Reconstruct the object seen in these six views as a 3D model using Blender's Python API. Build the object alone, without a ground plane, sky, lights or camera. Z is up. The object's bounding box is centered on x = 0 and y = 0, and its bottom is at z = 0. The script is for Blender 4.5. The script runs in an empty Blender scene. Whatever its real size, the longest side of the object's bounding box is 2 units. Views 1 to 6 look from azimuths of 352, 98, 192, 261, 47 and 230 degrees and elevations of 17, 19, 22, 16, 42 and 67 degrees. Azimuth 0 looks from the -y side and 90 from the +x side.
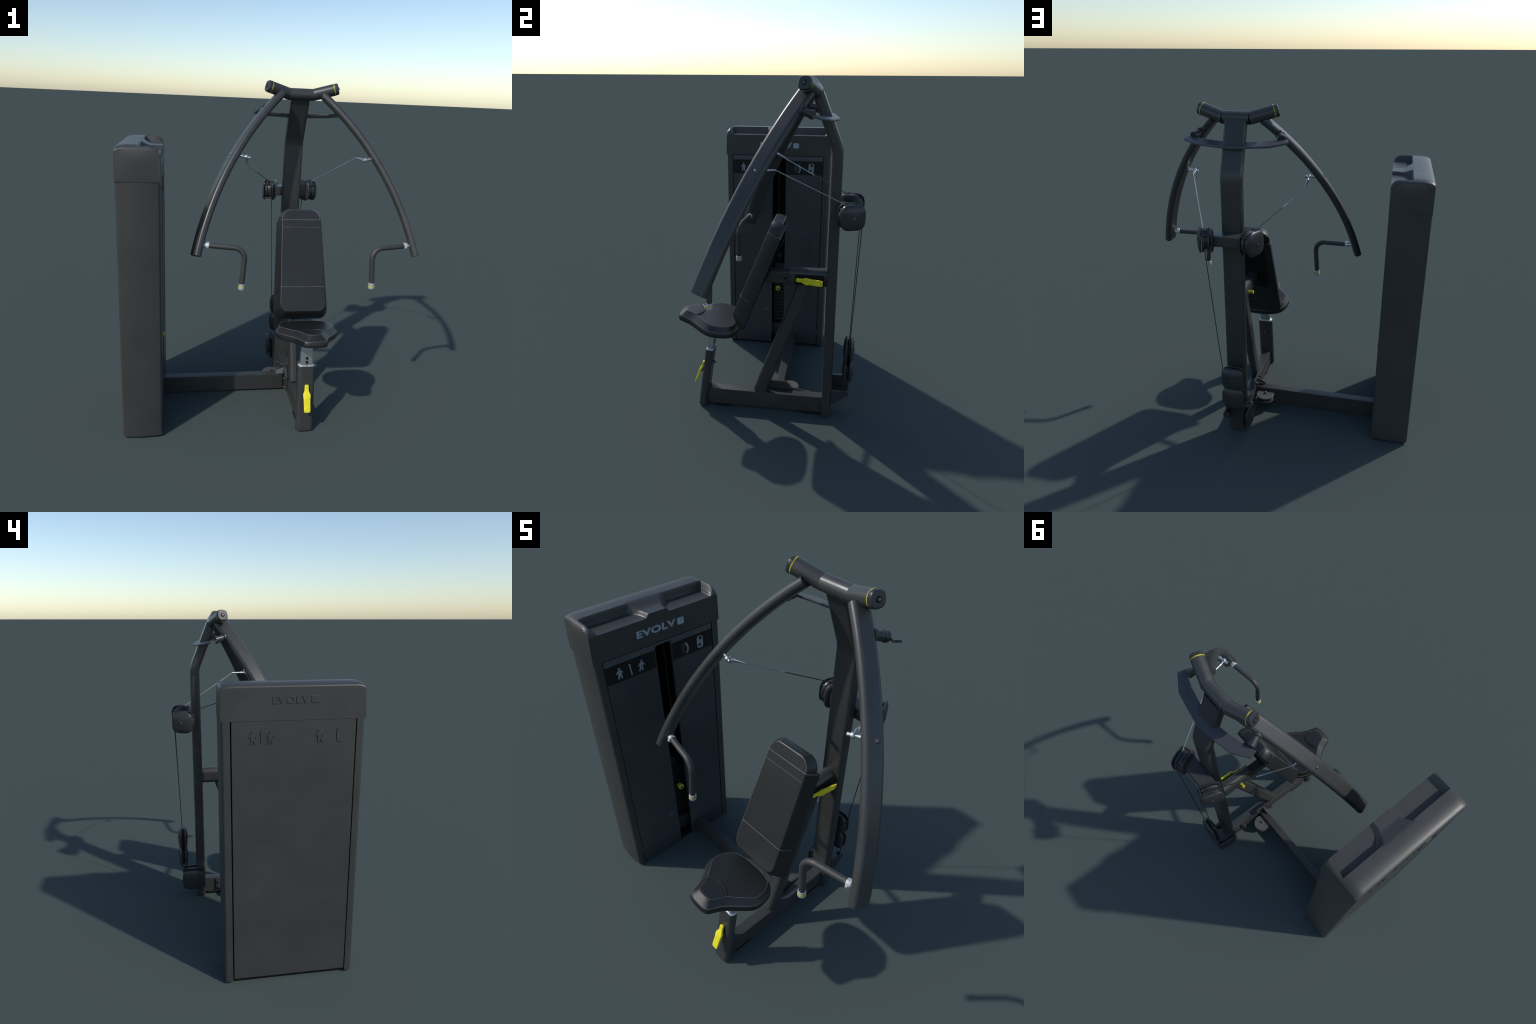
import bpy, bmesh, math, random
import numpy as np
from mathutils import Vector, Matrix

random.seed(7)
V = lambda *a: np.array(a, float)
def unit(v):
    v = np.asarray(v, float); return v / np.linalg.norm(v)

CX = 0.19            # symmetry plane of the press station

# ------------------------------------------------------------------ materials
def make_mat(name, color, rough=0.5, metallic=0.0, var=0.12, scale=9.0, bump=0.0, bump_scale=300.0,
             spec=0.5, tint=None, coat=0.0, rough_var=0.06):
    m = bpy.data.materials.new(name); m.use_nodes = True
    nt = m.node_tree; N = nt.nodes; L = nt.links
    b = N["Principled BSDF"]
    b.inputs["Metallic"].default_value = metallic
    b.inputs["Specular IOR Level"].default_value = spec
    b.inputs["Coat Weight"].default_value = coat
    tc = N.new("ShaderNodeTexCoord")
    no = N.new("ShaderNodeTexNoise"); no.inputs["Scale"].default_value = scale
    no.inputs["Detail"].default_value = 4.0; no.inputs["Roughness"].default_value = 0.6
    L.new(tc.outputs["Object"], no.inputs["Vector"])
    cr = N.new("ShaderNodeValToRGB")
    cr.color_ramp.elements[0].position = 0.3; cr.color_ramp.elements[1].position = 0.7
    t = tint or color
    cr.color_ramp.elements[0].color = (*[c * (1 - var) for c in color], 1)
    cr.color_ramp.elements[1].color = (*[c * (1 + var) for c in t], 1)
    L.new(no.outputs["Fac"], cr.inputs["Fac"])
    L.new(cr.outputs["Color"], b.inputs["Base Color"])
    mr = N.new("ShaderNodeMapRange")
    mr.inputs["To Min"].default_value = rough - rough_var; mr.inputs["To Max"].default_value = rough + rough_var
    n2 = N.new("ShaderNodeTexNoise"); n2.inputs["Scale"].default_value = scale * 2.3
    L.new(tc.outputs["Object"], n2.inputs["Vector"])
    L.new(n2.outputs["Fac"], mr.inputs["Value"]); L.new(mr.outputs["Result"], b.inputs["Roughness"])
    if bump > 0:
        n3 = N.new("ShaderNodeTexNoise"); n3.inputs["Scale"].default_value = bump_scale
        n3.inputs["Detail"].default_value = 2.0
        L.new(tc.outputs["Object"], n3.inputs["Vector"])
        bp = N.new("ShaderNodeBump"); bp.inputs["Strength"].default_value = bump
        bp.inputs["Distance"].default_value = 0.002
        L.new(n3.outputs["Fac"], bp.inputs["Height"]); L.new(bp.outputs["Normal"], b.inputs["Normal"])
    return m

M_FRAME = make_mat("charcoal_powder_coat", (0.0378, 0.0386, 0.0375), 0.38, var=0.14, bump=0.05, bump_scale=420)
M_FRAME2 = make_mat("charcoal_slightly_paler", (0.0435, 0.0445, 0.0435), 0.37, var=0.12, bump=0.03, bump_scale=420)
M_CAB = make_mat("cabinet_paint", (0.0412, 0.0417, 0.0396), 0.42, var=0.09, scale=4.5, bump=0.04, bump_scale=380, tint=(0.0438, 0.0432, 0.0412))
M_PANEL = make_mat("cabinet_panel", (0.0440, 0.0460, 0.0505), 0.34, var=0.12, scale=4.0)
M_BAND = make_mat("panel_band_black", (0.007, 0.0075, 0.008), 0.55, var=0.15, scale=20, spec=0.3)
M_STRIP = make_mat("panel_strip", (0.068, 0.075, 0.082), 0.40, var=0.10, scale=12)  # strip: panel colour lightened and blued for reflected sky
M_BLACK = make_mat("interior_black", (0.006, 0.006, 0.007), 0.7, var=0.2, spec=0.2)
M_VINYL = make_mat("black_vinyl", (0.0135, 0.0141, 0.0146), 0.42, var=0.12, scale=7, bump=0.12, bump_scale=700)
M_VINYL_SIDE = make_mat("black_vinyl_border", (0.0120, 0.0125, 0.0130), 0.42, var=0.12, scale=7, bump=0.10, bump_scale=700)
M_EDGE_HIGHLIGHT = make_mat("modelled_edge_highlight", (0.15, 0.145, 0.14), 0.5, var=0.35, scale=40)
M_COVER = make_mat("pulley_cover_plastic", (0.030, 0.0315, 0.033), 0.38, var=0.12, scale=14, bump=0.04)
M_WHEEL = make_mat("pulley_wheel_nylon", (0.030, 0.030, 0.031), 0.35, var=0.12, scale=20)
M_CHROME = make_mat("satin_chrome", (0.62, 0.63, 0.64), 0.24, metallic=0.85, var=0.10, scale=30)
M_WHITE = make_mat("brushed_aluminium_collar", (0.62, 0.63, 0.63), 0.32, metallic=0.45, var=0.12, scale=40)
M_YELLOW = make_mat("safety_yellow", (0.78, 0.68, 0.012), 0.5, var=0.10, scale=45, tint=(0.84, 0.74, 0.03))
M_RING = make_mat("yellow_ring", (0.46, 0.40, 0.02), 0.5, var=0.2, scale=60)
M_GRIP = make_mat("rubber_grip", (0.042, 0.041, 0.041), 0.50, var=0.10, scale=25, bump=0.10, bump_scale=600)
M_CABLE = make_mat("steel_cable", (0.32, 0.34, 0.36), 0.38, metallic=0.55, var=0.25, scale=60)
M_CABLE_DARK = make_mat("coated_cable", (0.020, 0.020, 0.022), 0.45, var=0.2, scale=60)
M_LOGO = make_mat("pale_blue_print", (0.30, 0.36, 0.41), 0.5, var=0.30, scale=70)
M_ICON = make_mat("grey_icon_print", (0.20, 0.235, 0.26), 0.5, var=0.35, scale=80)
M_STOP = make_mat("stop_plate_paint", (0.055, 0.057, 0.064), 0.40, var=0.12, scale=12)
M_BOLT = make_mat("bolt_steel", (0.12, 0.12, 0.125), 0.35, metallic=0.7, var=0.2, scale=60)
M_DISC = make_mat("pulley_disc_grey", (0.075, 0.073, 0.073), 0.5, var=0.10, scale=20)

# ------------------------------------------------------------------ scene tree
ROOT = bpy.data.objects.new("chest_press_machine", None)
ROOT.empty_display_size = 0.2
bpy.context.scene.collection.objects.link(ROOT)
ROOT["label"] = "dark grey seated chest press with tall weight cabinet"
ROOT["category"] = "gym machine"

def add(name, verts, faces, mat, parent=None, angle=35, smooth=True):
    me = bpy.data.meshes.new(name)
    me.from_pydata([tuple(map(float, v)) for v in verts], [], [tuple(f) for f in faces])
    bm = bmesh.new(); bm.from_mesh(me)
    bmesh.ops.recalc_face_normals(bm, faces=bm.faces)
    bm.to_mesh(me); bm.free()
    return finish(name, me, mat, parent, angle, smooth)

def finish(name, me, mat, parent=None, angle=35, smooth=True):
    me.materials.append(mat)
    if smooth:
        me.polygons.foreach_set("use_smooth", [True] * len(me.polygons))
        me.set_sharp_from_angle(angle=math.radians(angle))
    ob = bpy.data.objects.new(name, me)
    bpy.context.scene.collection.objects.link(ob)
    ob.parent = parent or ROOT
    if smooth:
        wn = ob.modifiers.new("weighted_normal", 'WEIGHTED_NORMAL'); wn.keep_sharp = True; wn.weight = 50
    return ob

# ------------------------------------------------------------------ generators
def rrect(w, h, r, k=6):
    """rounded rectangle profile, counter-clockwise"""
    r = min(r, w / 2 - 1e-4, h / 2 - 1e-4); out = []
    for cx, cy, a0 in ((w/2-r, h/2-r, 0), (-w/2+r, h/2-r, 90), (-w/2+r, -h/2+r, 180), (w/2-r, -h/2+r, 270)):
        for i in range(k + 1):
            a = math.radians(a0 + 90 * i / k); out.append((cx + r * math.cos(a), cy + r * math.sin(a)))
    return np.array(out)

def circle(r, k=24):
    return np.array([(r * math.cos(2*math.pi*i/k), r * math.sin(2*math.pi*i/k)) for i in range(k)])

def squircle(w, h, n=4.0, k=40):
    out = []
    for i in range(k):
        a = 2 * math.pi * i / k; c, s = math.cos(a), math.sin(a)
        out.append((w/2 * math.copysign(abs(c) ** (2/n), c), h/2 * math.copysign(abs(s) ** (2/n), s)))
    return np.array(out)

def fillet_path(pts, radii, k=8):
    """polyline with rounded corners"""
    pts = [np.asarray(p, float) for p in pts]; out = [pts[0]]
    for i in range(1, len(pts) - 1):
        p, a, b = pts[i], unit(pts[i-1] - pts[i]), unit(pts[i+1] - pts[i])
        r = radii if np.isscalar(radii) else radii[i-1]
        half = math.acos(max(-1, min(1, float(a @ b)))) / 2
        t = r / math.tan(half)
        c = p + unit(a + b) * r / math.sin(half)
        s, e = p + a * t - c, p + b * t - c
        ang = math.acos(max(-1, min(1, float(unit(s) @ unit(e)))))
        for j in range(k + 1):
            f = j / k
            out.append(c + (math.sin((1-f)*ang) * s + math.sin(f*ang) * e) / math.sin(ang))
    out.append(pts[-1]); return out

def rings_to_mesh(rings, cap=True):
    n = len(rings[0]); verts = [p for r in rings for p in r]; faces = []
    for i in range(len(rings) - 1):
        for j in range(n):
            k = (j + 1) % n
            faces.append((i*n+j, i*n+k, (i+1)*n+k, (i+1)*n+j))
    if cap:
        faces.append(tuple(range(n))[::-1]); faces.append(tuple(range((len(rings)-1)*n, len(rings)*n)))
    return verts, faces

def sweep(path, prof, side, end_round=0.0):
    """sweep a 2-D profile; 'side' is the world direction of the profile's first axis"""
    path = [np.asarray(p, float) for p in path]; rings = []
    m = len(path)
    for i, p in enumerate(path):
        if i == 0: t = path[1] - p
        elif i == m - 1: t = p - path[i-1]
        else: t = unit(path[i+1] - p) + unit(p - path[i-1])
        t = unit(t); s = np.asarray(side, float); s = unit(s - (s @ t) * t); u = np.cross(t, s)
        rings.append([p + s * q[0] + u * q[1] for q in prof])
    if end_round > 0:     # small chamfer rings at both ends
        def shrink(ring, c, f): return [c + (q - c) * f for q in ring]
        c0, c1 = path[0], path[-1]
        t0, t1 = unit(path[1]-path[0]), unit(path[-1]-path[-2])
        w = max(np.linalg.norm(q - c0) for q in rings[0]); f = 1 - end_round / w
        r0 = [q + t0 * end_round for q in rings[0]]; r1 = [q - t1 * end_round for q in rings[-1]]
        rings = [shrink(rings[0], c0, f), r0] + rings[1:-1] + [r1, shrink(rings[-1], c1, f)]
    return rings_to_mesh(rings)

def tube(path, r, k=16, ref=(0.31, 0.22, 0.92)):
    return sweep(path, circle(r, k), ref)

def lathe(profile, origin, axis, k=28):
    """profile: list of (distance along axis, radius)"""
    axis = unit(axis); ref = V(0, 0, 1) if abs(axis[2]) < 0.9 else V(1, 0, 0)
    s = unit(np.cross(axis, ref)); u = np.cross(axis, s); o = np.asarray(origin, float)
    rings = [[o + axis * d + (s * c[0] + u * c[1]) * max(r, 1e-4) for c in circle(1, k)] for d, r in profile]
    return rings_to_mesh(rings)

def box(lo, hi, bevel=0.003, seg=2):
    me = bpy.data.meshes.new("tmp"); bm = bmesh.new()
    bmesh.ops.create_cube(bm, size=1.0)
    lo, hi = np.asarray(lo, float), np.asarray(hi, float)
    for v in bm.verts:
        v.co = Vector((lo + hi) / 2 + (hi - lo) * np.array(v.co))
    if bevel > 0:
        bmesh.ops.bevel(bm, geom=bm.edges[:], offset=bevel, segments=seg, affect='EDGES', profile=0.5)
    vs = [np.array(v.co) for v in bm.verts]; bm.verts.index_update()
    fs = [tuple(v.index for v in f.verts) for f in bm.faces]
    bm.free(); bpy.data.meshes.remove(me); return vs, fs

def prism(outline, frame, d0, d1, bevel=0.0):
    """extrude a planar outline along frame's normal; frame = (origin, ex, ey, en)"""
    o, ex, ey, en = [np.asarray(q, float) for q in frame]
    pts = np.asarray(outline, float); c = pts.mean(0)
    def ring(d, f=1.0): return [o + ex * q[0] + ey * q[1] + en * d for q in (c + (pts - c) * f)]
    if bevel > 0:
        w = np.abs(pts - c).max(); f = 1 - bevel / w; sg = 1 if d1 > d0 else -1
        return rings_to_mesh([ring(d0, f), ring(d0 + sg*bevel), ring(d1 - sg*bevel), ring(d1, f)])
    return rings_to_mesh([ring(d0), ring(d1)])

def spline(ctrl, k=6, closed=True):
    P = np.asarray(ctrl, float); n = len(P); out = []
    for i in range(n if closed else n - 1):
        g = (lambda j: P[j % n]) if closed else (lambda j: P[max(0, min(n-1, j))])
        p0, p1, p2, p3 = g(i-1), g(i), g(i+1), g(i+2)
        for j in range(k):
            t = j / k
            out.append(0.5 * ((2*p1) + (p2-p0)*t + (2*p0-5*p1+4*p2-p3)*t*t + (3*p1-p0-3*p2+p3)*t**3))
    if not closed: out.append(P[-1])
    return np.array(out)

def merge(*parts):
    V_, F_ = [], []
    for v, f in parts:
        o = len(V_); V_ += list(v); F_ += [tuple(i + o for i in q) for q in f]
    return V_, F_

X, Y, Z = V(1, 0, 0), V(0, 1, 0), V(0, 0, 1)

# ================================================================== FRAME
# rear upright: flat oblong tube, leaning forward at the top
post_path = fillet_path([V(CX, .3745, 0.004), V(CX, .3745, 1.64), V(CX, .262, 1.915)], 0.16, 10)
post = add("upright_post", *sweep([p - X*.0015 for p in post_path], rrect(.119, .059, .017), X), M_FRAME)
# base beam front to back
base = add("base_beam", *box((CX-.030, -.375, .015), (CX+.030, .350, .124), .005), M_FRAME)
for y0 in (-.34, .22):
    add("floor_pad", *box((CX-.034, y0, .004), (CX+.034, y0 + .11, .0165), .004), M_BLACK, base)
# beam towards the weight cabinet
cross = add("cross_beam", *box((-.660, .045, .013), (.140, .096, .121), .004), M_FRAME)
# bolted flange where the cross beam meets the base beam
fl = [(-.030, .040), (.270, .040), (.270, .118), (.150, .135), (.120, .178), (.015, .178), (-.030, .135)]
flange = add("mounting_flange", *prism(fl, (V(.147, 0, 0), Y, Z, X), 0, .0115, .0015), M_FRAME)
add("gusset_plate", *prism([(0, 0), (.052, 0), (.060, .008), (.060, .036), (.014, .050), (0, .040)],
    (V(.142, .040, .130), unit(V(-.75, .1, -.10)), unit(V(.55, .25, .8)), unit(V(.2, .9, -.35))), 0, .006), M_DISC, flange)
for (yy, zz) in ((.250, .100), (.250, .060), (-.012, .058), (-.012, .118), (.112, .158), (.022, .158)):
    add("flange_bolt", *lathe([(0, .0085), (.009, .0085), (.011, .006), (.016, .006), (.017, .004)], (.146, yy, zz), -X, 6), M_BOLT, flange)
# diagonal brace
b0, b1 = V(CX, -.044, .122), V(CX, .222, .868)
brace = add("brace_tube", *sweep([b0, b1], rrect(.052, .081, .021), X), M_FRAME)
# seat sleeve (front post), leaning back
pd = unit(V(0, .143, .99))
f0 = V(CX, -.408, .004); f1 = f0 + pd * .400
sleeve = add("seat_post_sleeve", *sweep([f0, f1], rrect(.103, .050, .021), X, .004), M_FRAME)
add("sleeve_rim", *sweep([f1 - pd*.004, f1 + pd*.006], rrect(.095, .046, .018), X, .002), M_WHITE, sleeve)
add("sleeve_screw", *lathe([(0, .010), (.010, .010), (.012, .007), (.020, .007)], f0 + pd*.296 + V(0, .024, 0), Y, 12), M_BOLT, sleeve)
seat_post = add("seat_post", *sweep([f1 - pd*.12, f1 + pd*.190], rrect(.074, .038, .008), X), M_CHROME)
for d in (.004, .028, .052):
    add("adjustment_hole", *lathe([(0, .0085), (.0015, .0085)], f1 + pd*d - V(0, .0195, 0), V(0, -1, .143), 16), M_BLACK, seat_post)
add("seat_post_slot", *box((CX-.006, -.3365, .415), (CX+.006, -.3300, .545), 0), M_BLACK, seat_post)
# support box between upright and backrest
sbox = add("backrest_support_box", *sweep([V(CX-.004, .128, .904), V(CX-.004, .352, .904)], rrect(.073, .107, .034), X, .002), M_FRAME)
ssl = add("backrest_sliding_tube", *sweep([V(CX-.008, -.02, .898), V(CX-.008, .131, .898)], rrect(.056, .075, .008), X), M_FRAME)
add("tube_hole", *lathe([(0, .008), (.0012, .008)], (CX+.0202, .108, .895), X, 16), M_BLACK, ssl)
add("pull_pin", *lathe([(0, .012), (.008, .012), (.010, .008), (.022, .008), (.024, .011), (.036, .011), (.038, .008)], (.158, .217, .892), -X, 18), M_RING, sbox)

# yellow adjusting levers (a pivoted tab that flares into a paddle)
def lever(name, origin, down, out, wide, parent, flare=1.0):
    down, out, wide = unit(down), unit(out), unit(wide)
    # along, half width, offset from post, thickness
    st = [(0, .0065, .002, .010), (.004, .0085, .003, .012), (.030, .0085, .006, .013), (.040, .0105, .009, .015), (.052, .0150, .013, .017),
          (.068, .0150, .018, .018), (.080, .0135, .022, .016), (.130, .0135, .040, .011), (.148, .0130, .046, .009), (.153, .0110, .048, .006)]
    rings = []
    for a, hw, off, th in st:
        c = np.asarray(origin) + down * a + out * (off*flare + th/2); hw *= 1.45
        rings.append([c + wide * q[0] + out * q[1] for q in rrect(2*hw, th, .004, 3)])
    lv = add(name, *rings_to_mesh(rings), M_YELLOW, parent, 50)
    add("lever_pivot", *lathe([(-.022, .007), (.022, .007)], np.asarray(origin) + down*.058 + out*.012, wide, 14), M_BOLT, lv)
    return lv
lever("seat_lever", f0 + pd*.295 + V(0, -.026, 0), V(0, -.10, -.99), V(0, -.99, .12), X, ROOT)
lever("backrest_lever", V(.2245, .172, .898), V(.0, 1, -.06), V(1, 0, 0), unit(V(.18, .06, 1)), ROOT, .5)
add("lever_recess", *box((.2215, .165, .864), (.2260, .330, .928), .002), M_BLACK, sbox)

# ================================================================== TOP PIVOT TUBE
TY, TZ, TR = .246, 1.929, .0355
top = add("pivot_tube", *tube([V(CX-.0735, TY, TZ), V(CX+.0735, TY, TZ)], TR, 36, Z), M_FRAME2)
ARM_AX = {}
for sg in (-1, 1):
    e = V(CX + sg*.0755, TY, TZ); ax = unit(V(sg*.146, -.042, .042)); ARM_AX[sg] = ax
    Lc = float(np.linalg.norm(V(.2195, .204, 1.971) - V(.0755, TY, TZ))) if False else .157
    # mitred start: first ring lies in the bisecting plane
    mid = unit(ax + V(sg, 0, 0)); s = unit(np.cross(ax, Z)); u = np.cross(ax, s)
    r0 = []
    for q in circle(TR, 36):
        p = e + s*q[0] + u*q[1]; t = ((e - p) @ mid) / (ax @ mid); r0.append(p + ax*t)
    r1 = [e + s*q[0] + u*q[1] + ax*(Lc-.026) for q in circle(TR, 36)]
    pv = add("pivot_sleeve", *rings_to_mesh([r0, r1]), M_FRAME2)
    add("pivot_ring", *lathe([(Lc-.0262, .0366), (Lc-.021, .0366)], e, ax, 36), M_RING, pv)
    prof = [(Lc-.0215, 1.0), (Lc-.008, 1.0), (Lc-.002, .90), (Lc+.0005, .74)]
    rings = [[e + ax*d + (s*q[0] + u*q[1]) * f for q in squircle(.069, .069, 2.8, 36)] for d, f in prof]
    cap = add("pivot_cap", *rings_to_mesh(rings), M_COVER, pv)
    add("cap_washer", *lathe([(Lc, .0125), (Lc+.002, .0115), (Lc+.002, .008)], e, ax, 20), M_BLACK, cap)
    add("cap_bolt", *lathe([(Lc, .0075), (Lc+.004, .0072), (Lc+.0055, .004)], e, ax, 16), M_BOLT, cap)
# mitre the middle tube: seam rings
for sg in (-1, 1):
    add("tube_seam", *lathe([(0, TR+.0001), (.0014, TR+.0001)], V(CX+sg*.0736, TY, TZ), V(sg, 0, 0), 36), M_BLACK, top)

# ================================================================== PRESS ARMS
END = V(.848, -.229, 1.030)
def mirror(p): return V(2*CX - p[0], p[1], p[2])
A_ = unit(V(.926, -.266, .266)); START = V(.30, .225, 1.945)
W_ = unit(np.cross(A_, END - START)); B_ = np.cross(W_, A_)
cc, RR = V(-1.983, .0726), 1.9775
def arm_pt(b):
    return END + A_ * (cc[0] + math.sqrt(RR*RR - (b - cc[1])**2)) + B_ * b
mir = lambda sg, p: p if sg > 0 else mirror(p)
mdir = lambda sg, d: V(d[0]*sg, d[1], d[2])
for sg in (-1, 1):
    path = [mir(sg, arm_pt(b)) for b in np.linspace(-1.066, -.008, 44)]
    arm = add("press_arm", *sweep(path, rrect(.089, .0445, .0210, 8), mdir(sg, W_), .0015), M_FRAME2)
    t_end = unit(path[-1] - path[-2])
    add("arm_end_plug", *sweep([path[-1]-t_end*.006, path[-1]+t_end*.0012], rrect(.076, .033, .015), mdir(sg, W_)), M_BLACK, arm)
    # through bolt and cable stud
    bolt = mir(sg, V(.6405, .010, 1.583)); ball = mir(sg, V(.5455, -.0145, 1.5685)); d = unit(ball - bolt)
    add("arm_bolt", *lathe([(-.010, .004), (-.0085, .0075), (-.004, .0100), (.006, .0105)], bolt + d*.006, d, 18), M_BOLT, arm)
    stud = add("cable_stud", *lathe([(.030, .0085), (.078, .0085), (.080, .006), (.090, .006), (.091, .0125), (.0945, .0140), (.1015, .0140), (.105, .0120), (.106, .007), (.112, .007), (.113, .0085), (.121, .0085), (.122, .006)], bolt, d, 18), M_CHROME, arm)
    # cable eye link
    bend = V(.521, .085, 1.571) if sg > 0 else V(-.156, .073, 1.517)
    l = unit(bend - ball)
    add("cable_link", *lathe([(.010, .0055), (.026, .0062), (.030, .0085), (.040, .0085), (.044, .0062), (.070, .0055), (.074, .0040), (float(np.linalg.norm(bend-ball)), .0030)], ball, l, 14), M_CHROME, arm)
    # bumper on the rear edge of the arm
    bp = mir(sg, V(.4165, .1985, 1.8400)); w = mdir(sg, W_)
    bm_ = add("arm_bumper", *lathe([(-.004, .0255), (.004, .0265), (.009, .0240), (.0095, .0200), (.030, .0200), (.046, .0200), (.0465, .0235), (.062, .0235), (.064, .0215)], bp, w, 28), M_COVER, arm)
    # handle
    stub0, joint = mir(sg, V(.815, -.2110, 1.093)), mir(sg, V(.7690, -.2105, 1.0935))
    corner, hend = mir(sg, V(.5620, -.2440, 1.0830)), mir(sg, V(.5780, -.2485, .850))
    hd = unit(corner - joint)
    gp = fillet_path([joint + hd*.004, corner, hend + V(0, 0, .020)], .062, 12)
    handle = add("handle_grip", *tube(gp, .0157, 20, mdir(sg, V(.2, .95, .1))), M_GRIP)
    add("handle_stub", *tube([stub0, joint], .0120, 18), M_CHROME, handle)
    add("handle_collar", *lathe([(-.016, .0140), (-.015, .0175), (-.004, .0185), (.004, .0185), (.006, .0165)], joint, hd, 22), M_WHITE, handle)
    add("collar_screw", *lathe([(.014, .007), (.0225, .007), (.024, .005)], joint - hd*.006, unit(V(0, -1, -.35)), 12), M_WHITE, handle)
    ed = unit(hend - gp[-2])
    add("handle_end_cap", *lathe([(-.030, .0162), (-.028, .0180), (-.016, .0180), (-.015, .0172), (-.009, .0172), (-.0085, .0195), (-.003, .0200), (.004, .0180), (.007, .0120)], hend + ed*.004, ed, 22), M_WHITE, handle)
    add("handle_ring", *lathe([(-.0135, .0190), (-.0088, .0197)], hend + ed*.004, ed, 22), M_RING, handle)

# ================================================================== STOP PLATE (bow behind the upright)
def stop_z(y): return 1.788 - .245 * (y - .377)      # flat bow, tipped up towards the arms
# split the bow into quads between its rear and front edges
rear = [(0, .378), (.05, .371), (.10, .362), (.15, .353), (.203, .344), (.248, .316), (.292, .287)]
front = [(0, .308), (.05, .307), (.10, .300), (.15, .289), (.190, .279), (.225, .270), (.280, .250)]
rear = [(-a, b) for a, b in rear[:0:-1]] + rear; front = [(-a, b) for a, b in front[:0:-1]] + front
secs = []
for (rx, ry), (fx, fy) in zip(rear, front):
    h = .0055
    sec = []
    for px_, py_, dz in ((rx, ry, -h), (rx, ry + .0018, 0), (rx, ry, h), (fx, fy, h), (fx, fy - .0018, 0), (fx, fy, -h)):
        sec.append(V(CX+px_, py_, stop_z(py_) + dz))
    secs.append(sec)
stop = add("stop_plate", *rings_to_mesh(secs), M_STOP, None, 30)

# ================================================================== PULLEYS
def cover(center, n, up, w, h, th, flat=.25):
    """domed rounded-square cover; flat side faces -n"""
    n, up = unit(n), unit(up); s = np.cross(up, n)
    prof = [(0, .95), (.06*th, .995), (.18*th, 1.0), (.32*th, .985), (.55*th, .90), (.74*th, .76), (.90*th, .52), (.98*th, .22)]
    return rings_to_mesh([[np.asarray(center) + n*d + (s*q[0] + up*q[1])*f for q in squircle(w, h, 3.4, 44)] for d, f in prof])
def wheel(center, n, r, w):
    return lathe([(-w/2, r*.35), (-w/2, r*.96), (-w/2+.003, r), (-w*.18, r*.97), (-w*.08, r*.86), (w*.08, r*.86), (w*.18, r*.97), (w/2-.003, r), (w/2, r*.96), (w/2, r*.35)], center, n, 36)

def pulley_block(center, n, up, w, h, gap, th, name="pulley_cover", wheel_r=.056, bolt_out=True, inner_th=None, rods=True):
    n, up = unit(n), unit(up); c = np.asarray(center, float); s = np.cross(up, n)
    root = add("pulley_wheel", *wheel(c, n, wheel_r, gap*.86), M_WHEEL)
    add(name, *cover(c + n*gap/2, n, up, w, h, th), M_COVER, root)
    add(name, *cover(c - n*gap/2, -n, up, w, h, inner_th or th), M_COVER, root)
    for sg_ in (-1, 1):
        add("cover_bolt", *lathe([(-.003, .0085), (.0018, .0085), (.003, .006)], c + sg_*n*(gap/2 + (th if sg_ > 0 else (inner_th or th))), sg_*n, 14), M_BOLT, root)
    if rods:
        for a, b in ((.40, .30), (-.40, .30), (.40, -.36)):
            add("cover_spacer", *tube([c + s*w*a + up*h*b - n*gap*.5, c + s*w*a + up*h*b + n*gap*.5], .0035, 8), M_COVER, root)
    return root

yaw = math.radians(21)
for sg in (-1, 1):
    n = V(sg*math.cos(yaw), math.sin(yaw), 0)
    pulley_block(mir(sg, V(.3275, .4645, 1.3035)) - n*.009, n, Z, .136, .137, .052, .020, wheel_r=.0655, inner_th=.020)
# cross arm carrying them
add("pulley_arm", *box((CX-.105, .402, 1.272), (CX+.105, .487, 1.333), .006), M_FRAME)
# floating double pulley behind the upright
DPX, DPY = .178, .494
for zc in (.4490, .3135):
    pulley_block(V(DPX, DPY, zc), V(0, 1, 0), Z, .138, .146, .016, .0255, wheel_r=.062, rods=False)
add("pulley_link", *box((DPX-.012, DPY-.006, .362), (DPX+.012, DPY+.006, .402), .002), M_BLACK)
# lower pulley on the cabinet side of the upright, and its bracket
pulley_block(V(.108, .434, .150), V(-1, .06, 0), Z, .146, .148, .020, .016, wheel_r=.062, inner_th=.006)
hs = add("pulley_housing", *box((.1190, .346, .082), (.1275, .502, .236), .002), M_COVER)
add("housing_lip", *box((.1060, .346, .2300), (.1270, .470, .2350), .0015), M_COVER, hs)
add("housing_lip", *box((.1060, .346, .0800), (.1270, .410, .0850), .0015), M_COVER, hs)
br = add("cable_bracket", *prism([(.402, .092), (.440, .118), (.488, .162), (.505, .170), (.505, .194), (.402, .197)], (V(.2355, 0, 0), Y, Z, X), 0, .011, .0015), M_COVER)
add("bracket_lip", *box((.2060, .492, .158), (.2400, .503, .192), .002), M_COVER, br)
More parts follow.
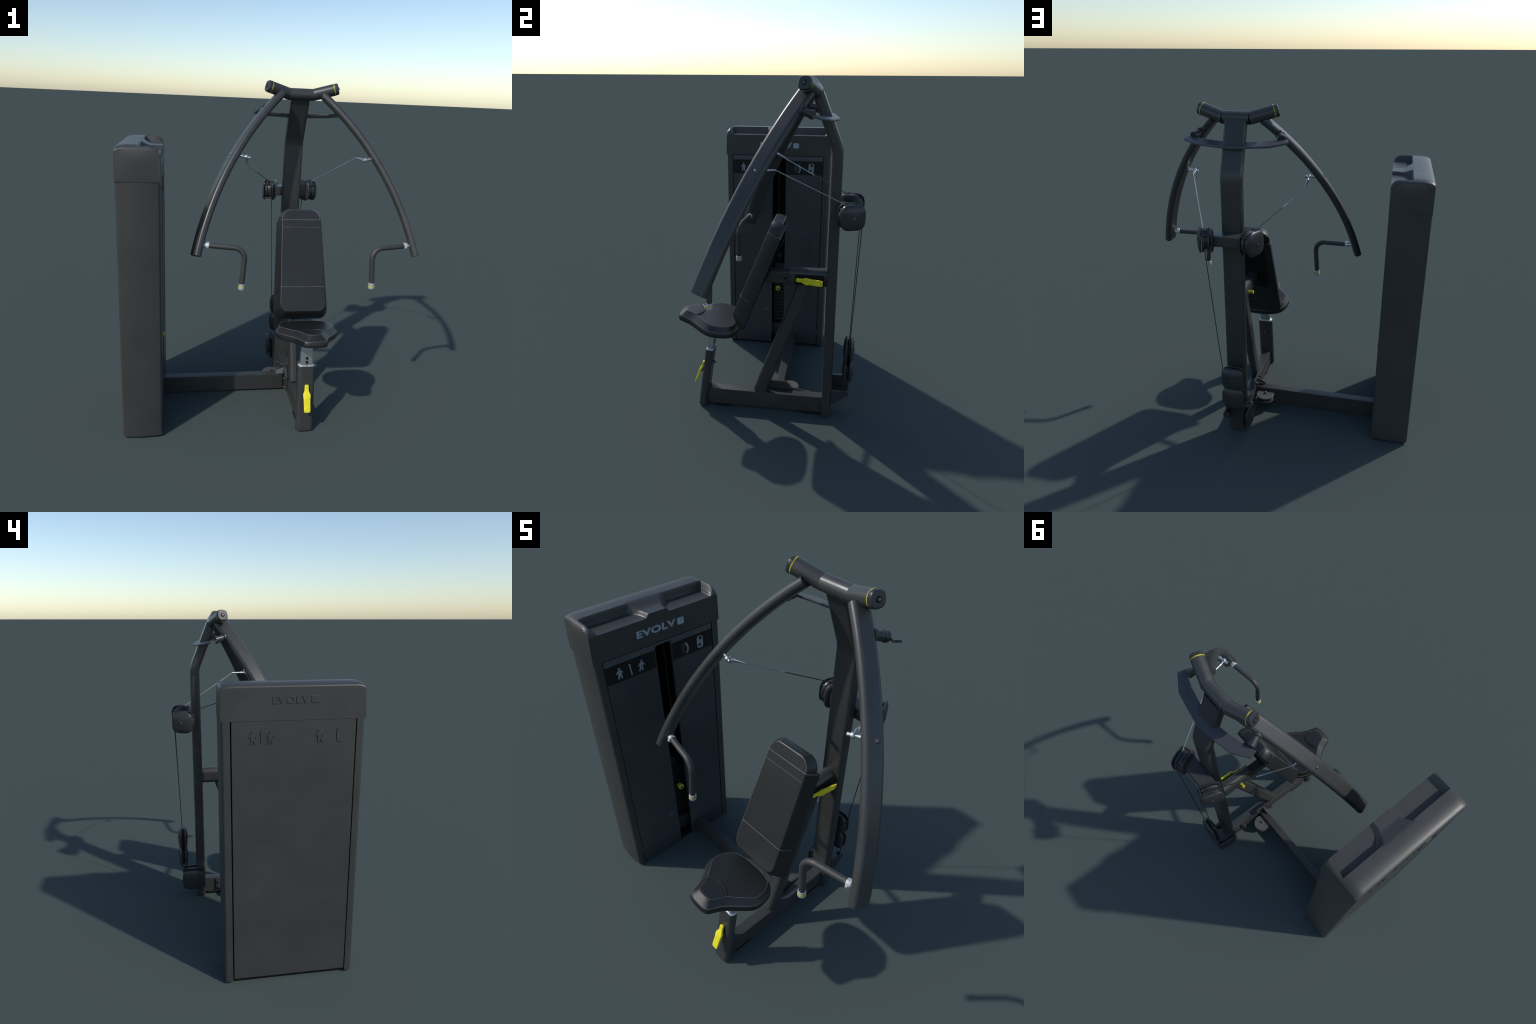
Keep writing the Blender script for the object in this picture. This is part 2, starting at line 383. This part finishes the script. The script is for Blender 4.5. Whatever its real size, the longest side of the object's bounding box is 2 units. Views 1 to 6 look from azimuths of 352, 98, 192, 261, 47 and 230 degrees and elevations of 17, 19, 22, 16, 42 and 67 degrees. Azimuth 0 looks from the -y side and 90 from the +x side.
# flat guide pulley lying beside the cross beam
hp = V(.074, .128, .0)
root = add("guide_wheel", *wheel(hp + V(0, .003, .080), Z, .056, .022), M_WHEEL)
add("guide_disc", *lathe([(.092, .020), (.0925, .0585), (.097, .0595), (.0985, .0575), (.0987, .01)], hp + V(0, .003, 0), Z, 36), M_DISC, root)
add("guide_disc", *lathe([(.0615, .020), (.062, .0575), (.066, .0595), (.068, .058), (.0685, .01)], hp + V(0, .003, 0), Z, 36), M_DISC, root)
add("guide_bolt", *lathe([(.096, .010), (.103, .010), (.104, .007), (.113, .006), (.115, .003)], hp, Z, 10), M_BOLT, root)

# ================================================================== CABLES
def arc(c, r, a0, a1, e1, e2, k=10):
    return [np.asarray(c) + r*(e1*math.cos(a) + e2*math.sin(a)) for a in np.linspace(a0, a1, k)]
for sg in (-1, 1):
    bend = V(.521, .085, 1.571) if sg > 0 else V(-.156, .073, 1.517)
    n = V(sg*math.cos(yaw), math.sin(yaw), 0); c = mir(sg, V(.3275, .4645, 1.3035)) + n*(.004 if sg > 0 else -.006)
    fwd = unit(np.cross(Z, n)) ;  fwd = fwd if fwd[1] > 0 else -fwd     # toward the rear
    low = V(.242, .497, .525) if sg > 0 else V(.119, .497, .525)
    wrap = arc(c, .0605, math.radians(108), math.radians(0), fwd, Z, 10)
    t0 = .45
    p0 = bend; p1 = wrap[0]
    add("cable", *tube([p0, p0 + (p1-p0)*t0], .0030, 8), M_CABLE)
    add("cable", *tube([p0 + (p1-p0)*t0] + wrap, .0026, 8), M_CABLE if sg > 0 else M_CABLE_DARK)
    add("cable", *tube([wrap[-1], low, V(low[0], .494, .450)], .0024, 8), M_CABLE_DARK)
add("cable", *tube([V(.122, .494, .316), V(.122, .496, .17)], .0024, 8), M_CABLE_DARK)
add("cable", *tube([V(.232, .494, .316), V(.226, .497, .186)], .0024, 8), M_CABLE_DARK)

# ================================================================== BACKREST
BU, BN, BO = V(0, .376, .927), V(0, -.927, .376), V(CX, -.136, .813)
bpt = lambda x, s, n: BO + X*x + BU*s + BN*n
def trap(wb, wt, s0, s1, rb, rt, k=10):
    """rounded trapezoid outline in (x, s)"""
    hw = lambda s: wb + (wt - wb) * (s - s0) / (s1 - s0)
    out = []
    for cx, cs, r, a0 in ((1, s1, rt, 0), (-1, s1, rt, 90), (-1, s0, rb, 180), (1, s0, rb, 270)):
        cy = cs - rt if cs == s1 else cs + rb
        for i in range(k + 1):
            a = math.radians(a0 + 90*i/k)
            y = cy + r*math.sin(a); x = cx*(hw(y) - r) + r*math.cos(a)
            out.append((x, y))
    return np.array(out)
def body_outline(f, s0, s1, rb, rt, k=10):
    """f: width of the layer at the low seam (s=0) and at the top seam (s=.409)"""
    w = lambda q: f[0] + (f[1] - f[0]) * q / .409
    return trap(w(s0), w(s1), s0, s1, rb, rt, k)
# main cushion: flat top edge at the seam, rounded lower corners
lay = [(0.0, (.1310, .1160), -.146, .4085, .040, .003), (-.0025, (.1345, .1195), -.151, .4092, .044, .003), (-.012, (.1400, .1250), -.160, .4095, .048, .003),
       (-.035, (.1510, .1340), -.174, .4095, .050, .003), (-.062, (.1580, .1395), -.188, .4095, .05, .003), (-.081, (.1600, .1415), -.195, .4095, .05, .003), (-.087, (.1560, .1375), -.192, .4085, .048, .003)]
thick = lambda q, n: n * (1 + .13*(.2 - q)/.4) if n < -.04 else n      # the pad is thicker at its foot
backrest = add("backrest", *rings_to_mesh([[bpt(x, q, thick(q, n)) for x, q in body_outline(*p)] for n, *p in lay]), M_VINYL, None, 24)
# head cap: thinner block with round shoulders above the seam
lay = [(-.0006, (.1290, .1150), .400, .4690, .003, .052), (-.003, (.1330, .1185), .400, .4730, .003, .056), (-.014, (.1390, .1240), .400, .4785, .003, .060),
       (-.036, (.1490, .1325), .400, .4815, .003, .062), (-.053, (.1530, .1360), .400, .4805, .003, .062), (-.060, (.1490, .1320), .400, .4765, .003, .058)]
add("backrest_cap", *rings_to_mesh([[bpt(x, q, n) for x, q in body_outline(*p)] for n, *p in lay]), M_VINYL, backrest, 24)
bb = trap(.105, .095, -.11, .36, .03, .03)
board = add("backrest_board", *prism(bb, (BO, X, unit(BU - BN*.028), unit(BN + BU*.028)), -.083, -.0905, .0015), M_BLACK, backrest)
for s_ in (.33, -.08):
    add("board_screw", *lathe([(0, .009), (.004, .009), (.006, .005)], bpt(.0, s_, -.0915 + .028*s_), -BN, 14), M_BOLT, board)
# bright glints along cushion edges and seams, modelled as thin pale tubes
hwid = lambda q: .1330 + (.1180 - .1330) * q / .409
def highlight_tube(pts, r=.0015): add("edge_highlight_tube", *tube([bpt(*p) for p in pts], r, 6), M_EDGE_HIGHLIGHT, backrest)
highlight_tube([(-.139, .001, -.011), (-.1345, .001, -.002), (-.131, .001, .0004), (.131, .001, .0004), (.1345, .001, -.002), (.140, .001, -.012), (.151, .001, -.035), (.158, .002, -.062)], .0012)
highlight_tube([(-.1245, .4105, -.011), (-.118, .4105, -.001), (.118, .4105, -.001), (.1245, .4105, -.011), (.1335, .4105, -.036), (.139, .4105, -.062)], .0017)
highlight_tube([(-.1165, .365, .0002), (.1165, .365, .0002)], .0008)
edge = [(x, q) for x, q in body_outline((.1310, .1165), .400, .4710, .003, .054) if q > .410]
highlight_tube([(x, q, -.0012) for x, q in edge], .0011)
highlight_tube([(-hwid(-.10), -.10, -.0012), (-hwid(.409), .409, -.0012)], .0010)
for sg in (-1, 1): highlight_tube([(sg*.070, .4735, -.003), (sg*.076, .4790, -.014), (sg*.080, .4835, -.040), (sg*.080, .4835, -.060)], .0007)

# ================================================================== SEAT
SS = -.17                                      # slope of the seat plane
def spt(x, y, h): return V(CX + x, y + h*.165, .634 + SS*(y + .52) + h)
rim_h = [(0, -.530), (.034, -.528), (.060, -.519), (.071, -.500), (.085, -.462), (.106, -.426), (.138, -.385), (.171, -.338), (.180, -.302), (.175, -.262), (.161, -.222), (.134, -.189), (.095, -.171), (.048, -.162), (0, -.160)]
inn_h = [(0, -.499), (.018, -.498), (.036, -.493), (.047, -.480), (.059, -.448), (.073, -.418), (.108, -.379), (.148, -.330), (.160, -.302), (.156, -.264), (.143, -.230), (.120, -.202), (.086, -.189), (.043, -.183), (0, -.182)]
full = lambda h: h + [(-x, y) for x, y in h[-2:0:-1]]
rim, inn = spline(full(rim_h), 4), spline(full(inn_h), 4)
C0 = V(0, -.32)
sc = lambda o, f: [C0 + (q - C0)*f for q in o]
mixo = lambda f: [a*(1-f) + b*f for a, b in zip(rim, inn)]
lay = [(-.0330, sc(rim, .90)), (-.0340, sc(rim, .965)), (-.0305, sc(rim, 1.008)), (-.020, sc(rim, 1.026)), (-.004, sc(rim, 1.012)), (0, mixo(.03))]
side = add("seat_cushion", *rings_to_mesh([[spt(*q, h) for q in o] for h, o in lay]), M_VINYL_SIDE, None, 40)
lay2 = [(-.004, mixo(.05)), (.0008, mixo(.06)), (.0282, mixo(.93)), (.0310, mixo(1.0))]
add("seat_bevel", *rings_to_mesh([[spt(*q, h) for q in o] for h, o in lay2]), M_VINYL, side, 25)
lay3 = [(.027, sc(inn, .995)), (.0318, sc(inn, .99)), (.0321, sc(inn, .9)), (.0305, sc(inn, .6)), (.0296, sc(inn, .3)), (.0294, sc(inn, .02))]
add("seat_top", *rings_to_mesh([[spt(*q, h) for q in o] for h, o in lay3]), M_VINYL, side, 25)
# raised front pad, bounded by a curved welt
fr = [(-.071, -.420), (-.058, -.450), (-.047, -.478), (-.035, -.491), (0, -.497), (.035, -.491), (.047, -.478), (.058, -.450), (.071, -.420), (.050, -.405), (.026, -.397), (0, -.394), (-.026, -.397), (-.050, -.405)]
frs = spline(fr, 4); cf = V(0, -.44)
add("seat_front_pad", *rings_to_mesh([[spt(*(cf + (q-cf)*f), h) for q in frs] for h, f in ((.028, .97), (.0336, .965), (.0350, .92), (.0352, .5), (.0352, .02))]), M_VINYL, side, 30)
welt = [q for q in spline([(-.073, -.417), (-.050, -.403), (-.026, -.395), (0, -.392), (.026, -.395), (.050, -.403), (.073, -.417)], 4, False)]
add("seat_welt", *tube([spt(*q, .0334) for q in welt], .0030, 8), M_VINYL, side)
def seat_edge_line(o, h, r, m=M_EDGE_HIGHLIGHT): 
    ring = [spt(*q, h) for q in o]; add("seat_pale_edge_line", *tube(ring + ring[:1], r, 6), m, side)
seat_edge_line(mixo(.05), .0006, .0011); seat_edge_line(mixo(1.0), .0312, .0009)
add("seat_mount", *sweep([f1 + pd*.165, f1 + pd*.205], rrect(.10, .09, .01), X), M_BLACK, side)

# ================================================================== WEIGHT CABINET
Y0, Y1, X0, X1 = -.4150, .3085, -.8672, -.6455
cab = add("weight_cabinet", *box((X0+.022, -.355, .030), (-.845, .245, 1.50), 0), M_BLACK)
add("slot_wall", *box((-.846, -.0975, .150), (-.6600, -.0915, 1.455), .001), M_BLACK, cab)
def column(ya, yb, outer, bulge):
    """side wall: rounded vertical corners, outer face slightly convex"""
    r = .014; k = 6; pts = []
    ys, yi = (ya, yb) if outer < 0 else (yb, ya)
    sg = 1 if ys < yi else -1
    for i in range(k + 1):
        a = math.radians(180 + 80*i/k); pts.append((X0 + r + r*math.cos(a), ys + sg*(r + r*math.sin(a))))
    for t in np.linspace(-.85, .85, 9):
        pts.append(((X0 + X1)/2 + t*((X1 - X0)/2 - r), ys - sg*bulge*(1 - t*t)))
    for i in range(k + 1):
        a = math.radians(280 + 80*i/k); pts.append((X1 - r + r*math.cos(a), ys + sg*(r + r*math.sin(a))))
    pts += [(X1, yi), (X0, yi)]
    return rings_to_mesh([[V(x, y, z) for x, y in pts] for z in (.013, .5, 1.0, 1.474)])
add("cabinet_side", *column(Y0, -.3755, -1, .008), M_CAB, cab)
add("cabinet_side", *column(.2645, Y1, 1, .004), M_CAB, cab)
add("cabinet_back_panel", *box((X0+.0015, -.3705, .026), (X0+.020, .2580, 1.4735), .002), M_CAB, cab)
add("cabinet_base", *box((X0+.012, Y0+.012, .010), (X1-.012, Y1-.012, .032), .003), M_BLACK, cab)
for xx in (X0+.025, X1-.025):
    for yy in (Y0+.022, Y1-.022):
        add("cabinet_foot", *lathe([(0, .014), (.014, .014)], (xx, yy, 0), Z, 16), M_BLACK, cab)
# front panel: an inverted U around the stack window
SL0, SL1 = -.0895, .0040
def corner(cy, cz, r, a0, a1, k=6): return [(cy + r*math.cos(math.radians(a0+(a1-a0)*i/k)), cz + r*math.sin(math.radians(a0+(a1-a0)*i/k))) for i in range(k+1)]
pan = [(-.3715, .030)] + [(-.3715, 1.4685), (.2600, 1.4685)] + corner(.2480, .030, .012, 0, -90) + [(SL1, .018)] \
    + corner(SL1-.022, 1.433, .022, 0, 90) + corner(SL0+.022, 1.433, .022, 90, 180) + [(SL0, .018)] + corner(-.3595, .030, .012, -90, -170)
add("front_panel", *rings_to_mesh([[V(X1-.016, y, z) for y, z in pan], [V(X1-.0025, y, z) for y, z in pan]]), M_PANEL, cab, 30)
add("panel_strip", *box((X1-.004, -.3700, 1.4575), (X1-.0008, .2585, 1.4675), .0005), M_STRIP, cab)
for ya, yb in ((-.3700, SL0-.004), (SL1+.004, .2585)):
    add("panel_strip", *box((X1-.004, ya, 1.4370), (X1-.0008, yb, 1.4580), .0005), M_STRIP, cab)
    add("panel_band", *box((X1-.004, ya, 1.3400), (X1-.0012, yb, 1.4368), .0005), M_BAND, cab)
add("window_sill", *box((-.82, SL0-.02, .045), (-.700, SL1+.02, .155), .004), M_FRAME, cab)
add("panel_badge", *lathe([(0, .0180), (.0012, .0175), (.0014, .002)], (X1-.003, -.134, .293), X, 9), M_STRIP, cab)
add("panel_clip", *box((X1-.004, .2590, .119), (X1+.002, .2660, .139), .001), M_STRIP, cab)
add("panel_clip", *box((X1-.004, -.3770, .119), (X1+.002, -.3710, .139), .001), M_STRIP, cab)
# weight stack seen through the window
stack = add("weight_stack", *box((-.846, -.088, .157), (-.842, .10, .60), 0), M_BLACK, cab)
for i in range(14):
    z = .160 + i*.0290
    add("weight_plate", *box((-.845, -.088, z), (-.742, .095, z + .0262), .003), M_WHEEL, stack)
    add("plate_notch", *box((-.743, -.060, z + .006), (-.736, -.030, z + .0215), .002), M_COVER, stack)
add("stack_head", *box((-.845, -.085, .568), (-.742, .0, .640), .006), M_WHEEL, stack)
add("stack_pulley", *lathe([(-.012, .040), (-.004, .036), (.004, .036), (.012, .040)], (-.800, -.043, .685), Y, 28), M_WHEEL, stack)
add("guide_rod", *tube([V(-.800, -.062, .60), V(-.800, -.062, 1.46)], .007, 12), M_BOLT, stack)
add("guide_rod", *tube([V(-.800, .050, .16), V(-.800, .050, 1.46)], .007, 12), M_BOLT, stack)
add("stack_cable", *tube([V(-.800, -.030, .70), V(-.800, -.030, 1.46)], .003, 8), M_CABLE_DARK, stack)
pin = add("selector_pin", *lathe([(-.012, .009), (-.010, .0150), (.012, .0175), (.017, .0175), (.019, .0150), (.0192, .002)], (X1-.012, -.043, .474), X, 24), M_RING, stack)
add("pin_mark", *lathe([(0, .0085), (.0012, .0085), (.0014, .0035)], (X1+.0070, -.043, .474), X, 16), M_COVER, pin)
add("pin_shaft", *tube([V(-.742, -.043, .474), V(X1-.014, -.043, .474)], .005, 10), M_BOLT, pin)

# moulded top cap: height field with a back ridge, two trays and a raised middle
def sstep(a, b, t):
    t = np.clip((t - a) / (b - a), 0, 1); return t*t*(3 - 2*t)
CY0, CY1, CX0, CX1 = -.4130, .3070, -.8675, -.6450
def dome(t, w, h):
    """elliptic fall-off of height h over the width w next to an edge"""
    return 0.0 if t >= w else h * (1 - math.sqrt(max(0.0, 1 - ((w - t) / w)**2)))
def cap_top(x, y):
    shelf = 1.6090
    ridge = 1.6545 - dome(x - CX0, .075, .0200)
    t = min(1.0, max(0.0, (CX1 - x) / .107)); f = t*t
    # raised middle island with sloping flanks that flare towards the ridge
    isl = sstep(-.116 - .044*f, -.098 - .037*f, y) * sstep(.017 + .058*f, -.004 + .039*f, y)
    mid_z = 1.6285 + (ridge - 1.6285)*sstep(-.700, -.772, x)
    wall = sstep(-.748, -.757, x)
    lin = lambda a, b: min(1.0, max(0.0, (y - a) / (b - a)))
    end = 1 - lin(-.3965, -.3670) * lin(.2900, .2660)          # sloping inner flanks
    end_z = ridge - dome(CX1 - x, .055, .0400)
    z = shelf + isl*(mid_z - shelf)
    z = max(z, shelf + wall*(1 - isl)*(ridge - shelf), shelf + end*(end_z - shelf))
    if wall > .5 and isl > 0: z = max(z, ridge - (1 - wall) * .02 - isl*(ridge - mid_z))
    if end > .3 or wall > .5: z -= dome(y - CY0, .052, .0180) + dome(CY1 - y, .052, .0180)
    return z
def graded(a, b, marks, n):
    g = set(np.round(np.linspace(a, b, n), 5))
    for m, w, k in marks: g |= set(np.round(np.linspace(m - w, m + w, k), 5))
    return np.array(sorted(t for t in g if a - 1e-9 <= t <= b + 1e-9))
gx = graded(CX0, CX1, [(CX0+.003, .003, 6), (CX0+.013, .013, 8), (-.752, .007, 8), (CX1-.004, .004, 7), (CX1-.014, .014, 7)], 44)
gy = graded(CY0, CY1, [(CY0+.002, .002, 5), (CY0+.01, .01, 10), (CY1-.01, .01, 10), (CY1-.002, .002, 5), (-.382, .016, 9), (.278, .013, 9)], 150)
verts, faces = [], []
for x in gx:
    for y in gy: verts.append(V(x, y, cap_top(x, y)))
ny = len(gy); nx = len(gx)
for i in range(nx - 1):
    for j in range(ny - 1):
        faces.append((i*ny+j, i*ny+j+1, (i+1)*ny+j+1, (i+1)*ny+j))
loop = [(0, j) for j in range(ny)] + [(i, ny-1) for i in range(1, nx)] + [(nx-1, j) for j in range(ny-2, -1, -1)] + [(i, 0) for i in range(nx-2, 0, -1)]
prev = [i*ny + j for i, j in loop]
for zz, flare, bul in ((1.632, .0006, .003), (1.612, .0012, .0065), (1.590, .0018, .0080), (1.560, .0032, .0075), (1.520, .0052, .0060), (1.476, .0062, .0055), (1.4725, .0052, .0045)):
    cur = []
    for i, j in loop:
        x, y = gx[i], gy[j]
        q = max(0.0, 1 - ((x - (CX0 + CX1)/2) / .105)**2)
        y2 = y - flare - bul*q if y == gy[0] else (y + flare*.55 + bul*q*.8 if y == gy[-1] else y)
        cur.append(len(verts)); verts.append(V(x, y2, min(zz, verts[i*ny+j][2] - .0005)))
    n = len(loop)
    for k in range(n): faces.append((prev[k], prev[(k+1) % n], cur[(k+1) % n], cur[k]))
    prev = cur
faces.append(tuple(prev))
capo = add("cabinet_cap", verts, faces, M_CAB, cab, 32)

# ------------------------------------------------------------------ lettering and pictograms
def text_mesh(name, body, size_w, size_h, frame, depth, mat, parent, bold=.0):
    cu = bpy.data.curves.new(name, 'FONT'); cu.body = body; cu.extrude = .5; cu.offset = bold
    cu.resolution_u = 4; cu.space_character = 1.08
    ob = bpy.data.objects.new(name, cu); bpy.context.scene.collection.objects.link(ob)
    bpy.context.view_layer.update()
    dg = bpy.context.evaluated_depsgraph_get()
    me = bpy.data.meshes.new_from_object(ob.evaluated_get(dg))
    bpy.data.objects.remove(ob); 
    co = np.array([v.co[:] for v in me.vertices]); lo, hi = co.min(0), co.max(0)
    o, ex, ey, en = [np.asarray(q, float) for q in frame]
    for v, c in zip(me.vertices, co):
        u, w, d = (c - lo) / (hi - lo)
        v.co = Vector(o + ex*u*size_w + ey*w*size_h + en*(d*depth))
    me.name = name
    return finish(name, me, mat, parent, 30, False)
logo = text_mesh("logo_letters", "EVOLV", .222, .037, (V(CX1-.001, -.178, 1.525), Y, Z, X), .0022, M_LOGO, cab, .035)
add("logo_block", *prism(corner(.085, 1.5515, .007, 0, 90) + corner(.060, 1.5515, .007, 90, 180) + corner(.060, 1.530, .007, 180, 270) + corner(.085, 1.530, .007, 270, 360),
    (V(CX1, 0, 0), Y, Z, X), -.001, .0012), M_LOGO, cab)
# embossed mark on the far side, in the body colour
text_mesh("embossed_letters", "EVOLV", .186, .036, (V(CX0+.003, .056, 1.555), -Y, Z, -X), .0060, M_CAB, cab, .03)
add("embossed_block", *box((CX0-.0030, -.178, 1.556), (CX0+.004, -.137, 1.591), .002), M_CAB, cab)

def person(cy, z0, h, frame_x, out, mat, lean=0.0, t=.0010):
    """simple standing figure: head, torso with arms, two legs"""
    P = lambda pts: [(cy + (x + lean*y)*h, z0 + y*h) for x, y in pts]
    head = [(.10*math.cos(a), .90 + .10*math.sin(a)) for a in np.linspace(0, 2*math.pi, 12, endpoint=False)]
    body = [(.10, .78), (.20, .72), (.34, .50), (.28, .46), (.16, .58), (.15, .40), (.22, .02), (.10, .0), (0, .34), (-.10, .0), (-.22, .02), (-.15, .40), (-.16, .58), (-.28, .46), (-.34, .50), (-.20, .72), (-.10, .78)]
    fr_ = (V(frame_x, 0, 0), Y, Z, V(out, 0, 0))
    return merge(prism(P(head), fr_, -.001, t), prism(P(body), fr_, -.001, t))
XF = X1 - .0010
add("pictogram_figure", *person(-.298, 1.356, .060, XF, 1, M_ICON), M_ICON, cab)
add("pictogram_figure", *person(-.182, 1.355, .058, XF, 1, M_ICON, .15), M_ICON, cab)
add("pictogram_bar", *prism([(-.244, 1.415), (-.236, 1.413), (-.234, 1.372), (-.230, 1.354), (-.238, 1.352), (-.241, 1.375)], (V(XF, 0, 0), Y, Z, X), -.001, .001), M_ICON, cab)
def rbox(cy, cz, w, h, r): return [(cy + q[0], cz + q[1]) for q in rrect(w, h, r, 5)]
add("pictogram_panel", *prism(rbox(.075, 1.386, .020, .056, .006), (V(XF, 0, 0), Y, Z, X), -.001, .0006), M_COVER, cab)
add("pictogram_panel", *prism([(.088, 1.412), (.094, 1.414), (.104, 1.400), (.108, 1.376), (.103, 1.358), (.092, 1.350), (.090, 1.357), (.098, 1.366), (.098, 1.385), (.092, 1.395)], (V(XF, 0, 0), Y, Z, X), -.001, .001), M_ICON, cab)
pp = add("pictogram_panel", *prism(rbox(.181, 1.387, .038, .068, .012), (V(XF, 0, 0), Y, Z, X), -.001, .001), M_ICON, cab)
add("pictogram_dot", *lathe([(.0008, .009), (.0018, .009)], (XF, .184, 1.408), X, 14), M_BAND, pp)
add("pictogram_dot", *prism(rbox(.178, 1.372, .018, .012, .004), (V(XF, 0, 0), Y, Z, X), .0008, .0018), M_BAND, pp)
for cy, ln in ((.150, .1), (.065, .0), (-.190, .2)):
    add("embossed_figure", *person(cy, 1.358, .066, X0+.0015, -1, M_CAB, ln, .004), M_CAB, cab)
add("embossed_figure", *prism(rbox(.108, 1.393, .010, .066, .004), (V(X0+.0015, 0, 0), Y, Z, -X), -.001, .004), M_CAB, cab)
add("embossed_figure", *prism(rbox(-.290, 1.393, .036, .070, .012), (V(X0+.0015, 0, 0), Y, Z, -X), -.001, .004), M_CAB, cab)

# the cabinet narrows slightly towards the floor
def taper(ob):
    if ob.type == 'MESH' and ob.name.split('.')[0] != "cabinet_cap":
        for v in ob.data.vertices:
            k = max(0.0, 1 - v.co.z / 1.474)
            v.co.x += k * (-.0060) * (v.co.x + .7557); v.co.y += k * (-.0030) * (v.co.y + .053)
    for c in ob.children: taper(c)
taper(cab)
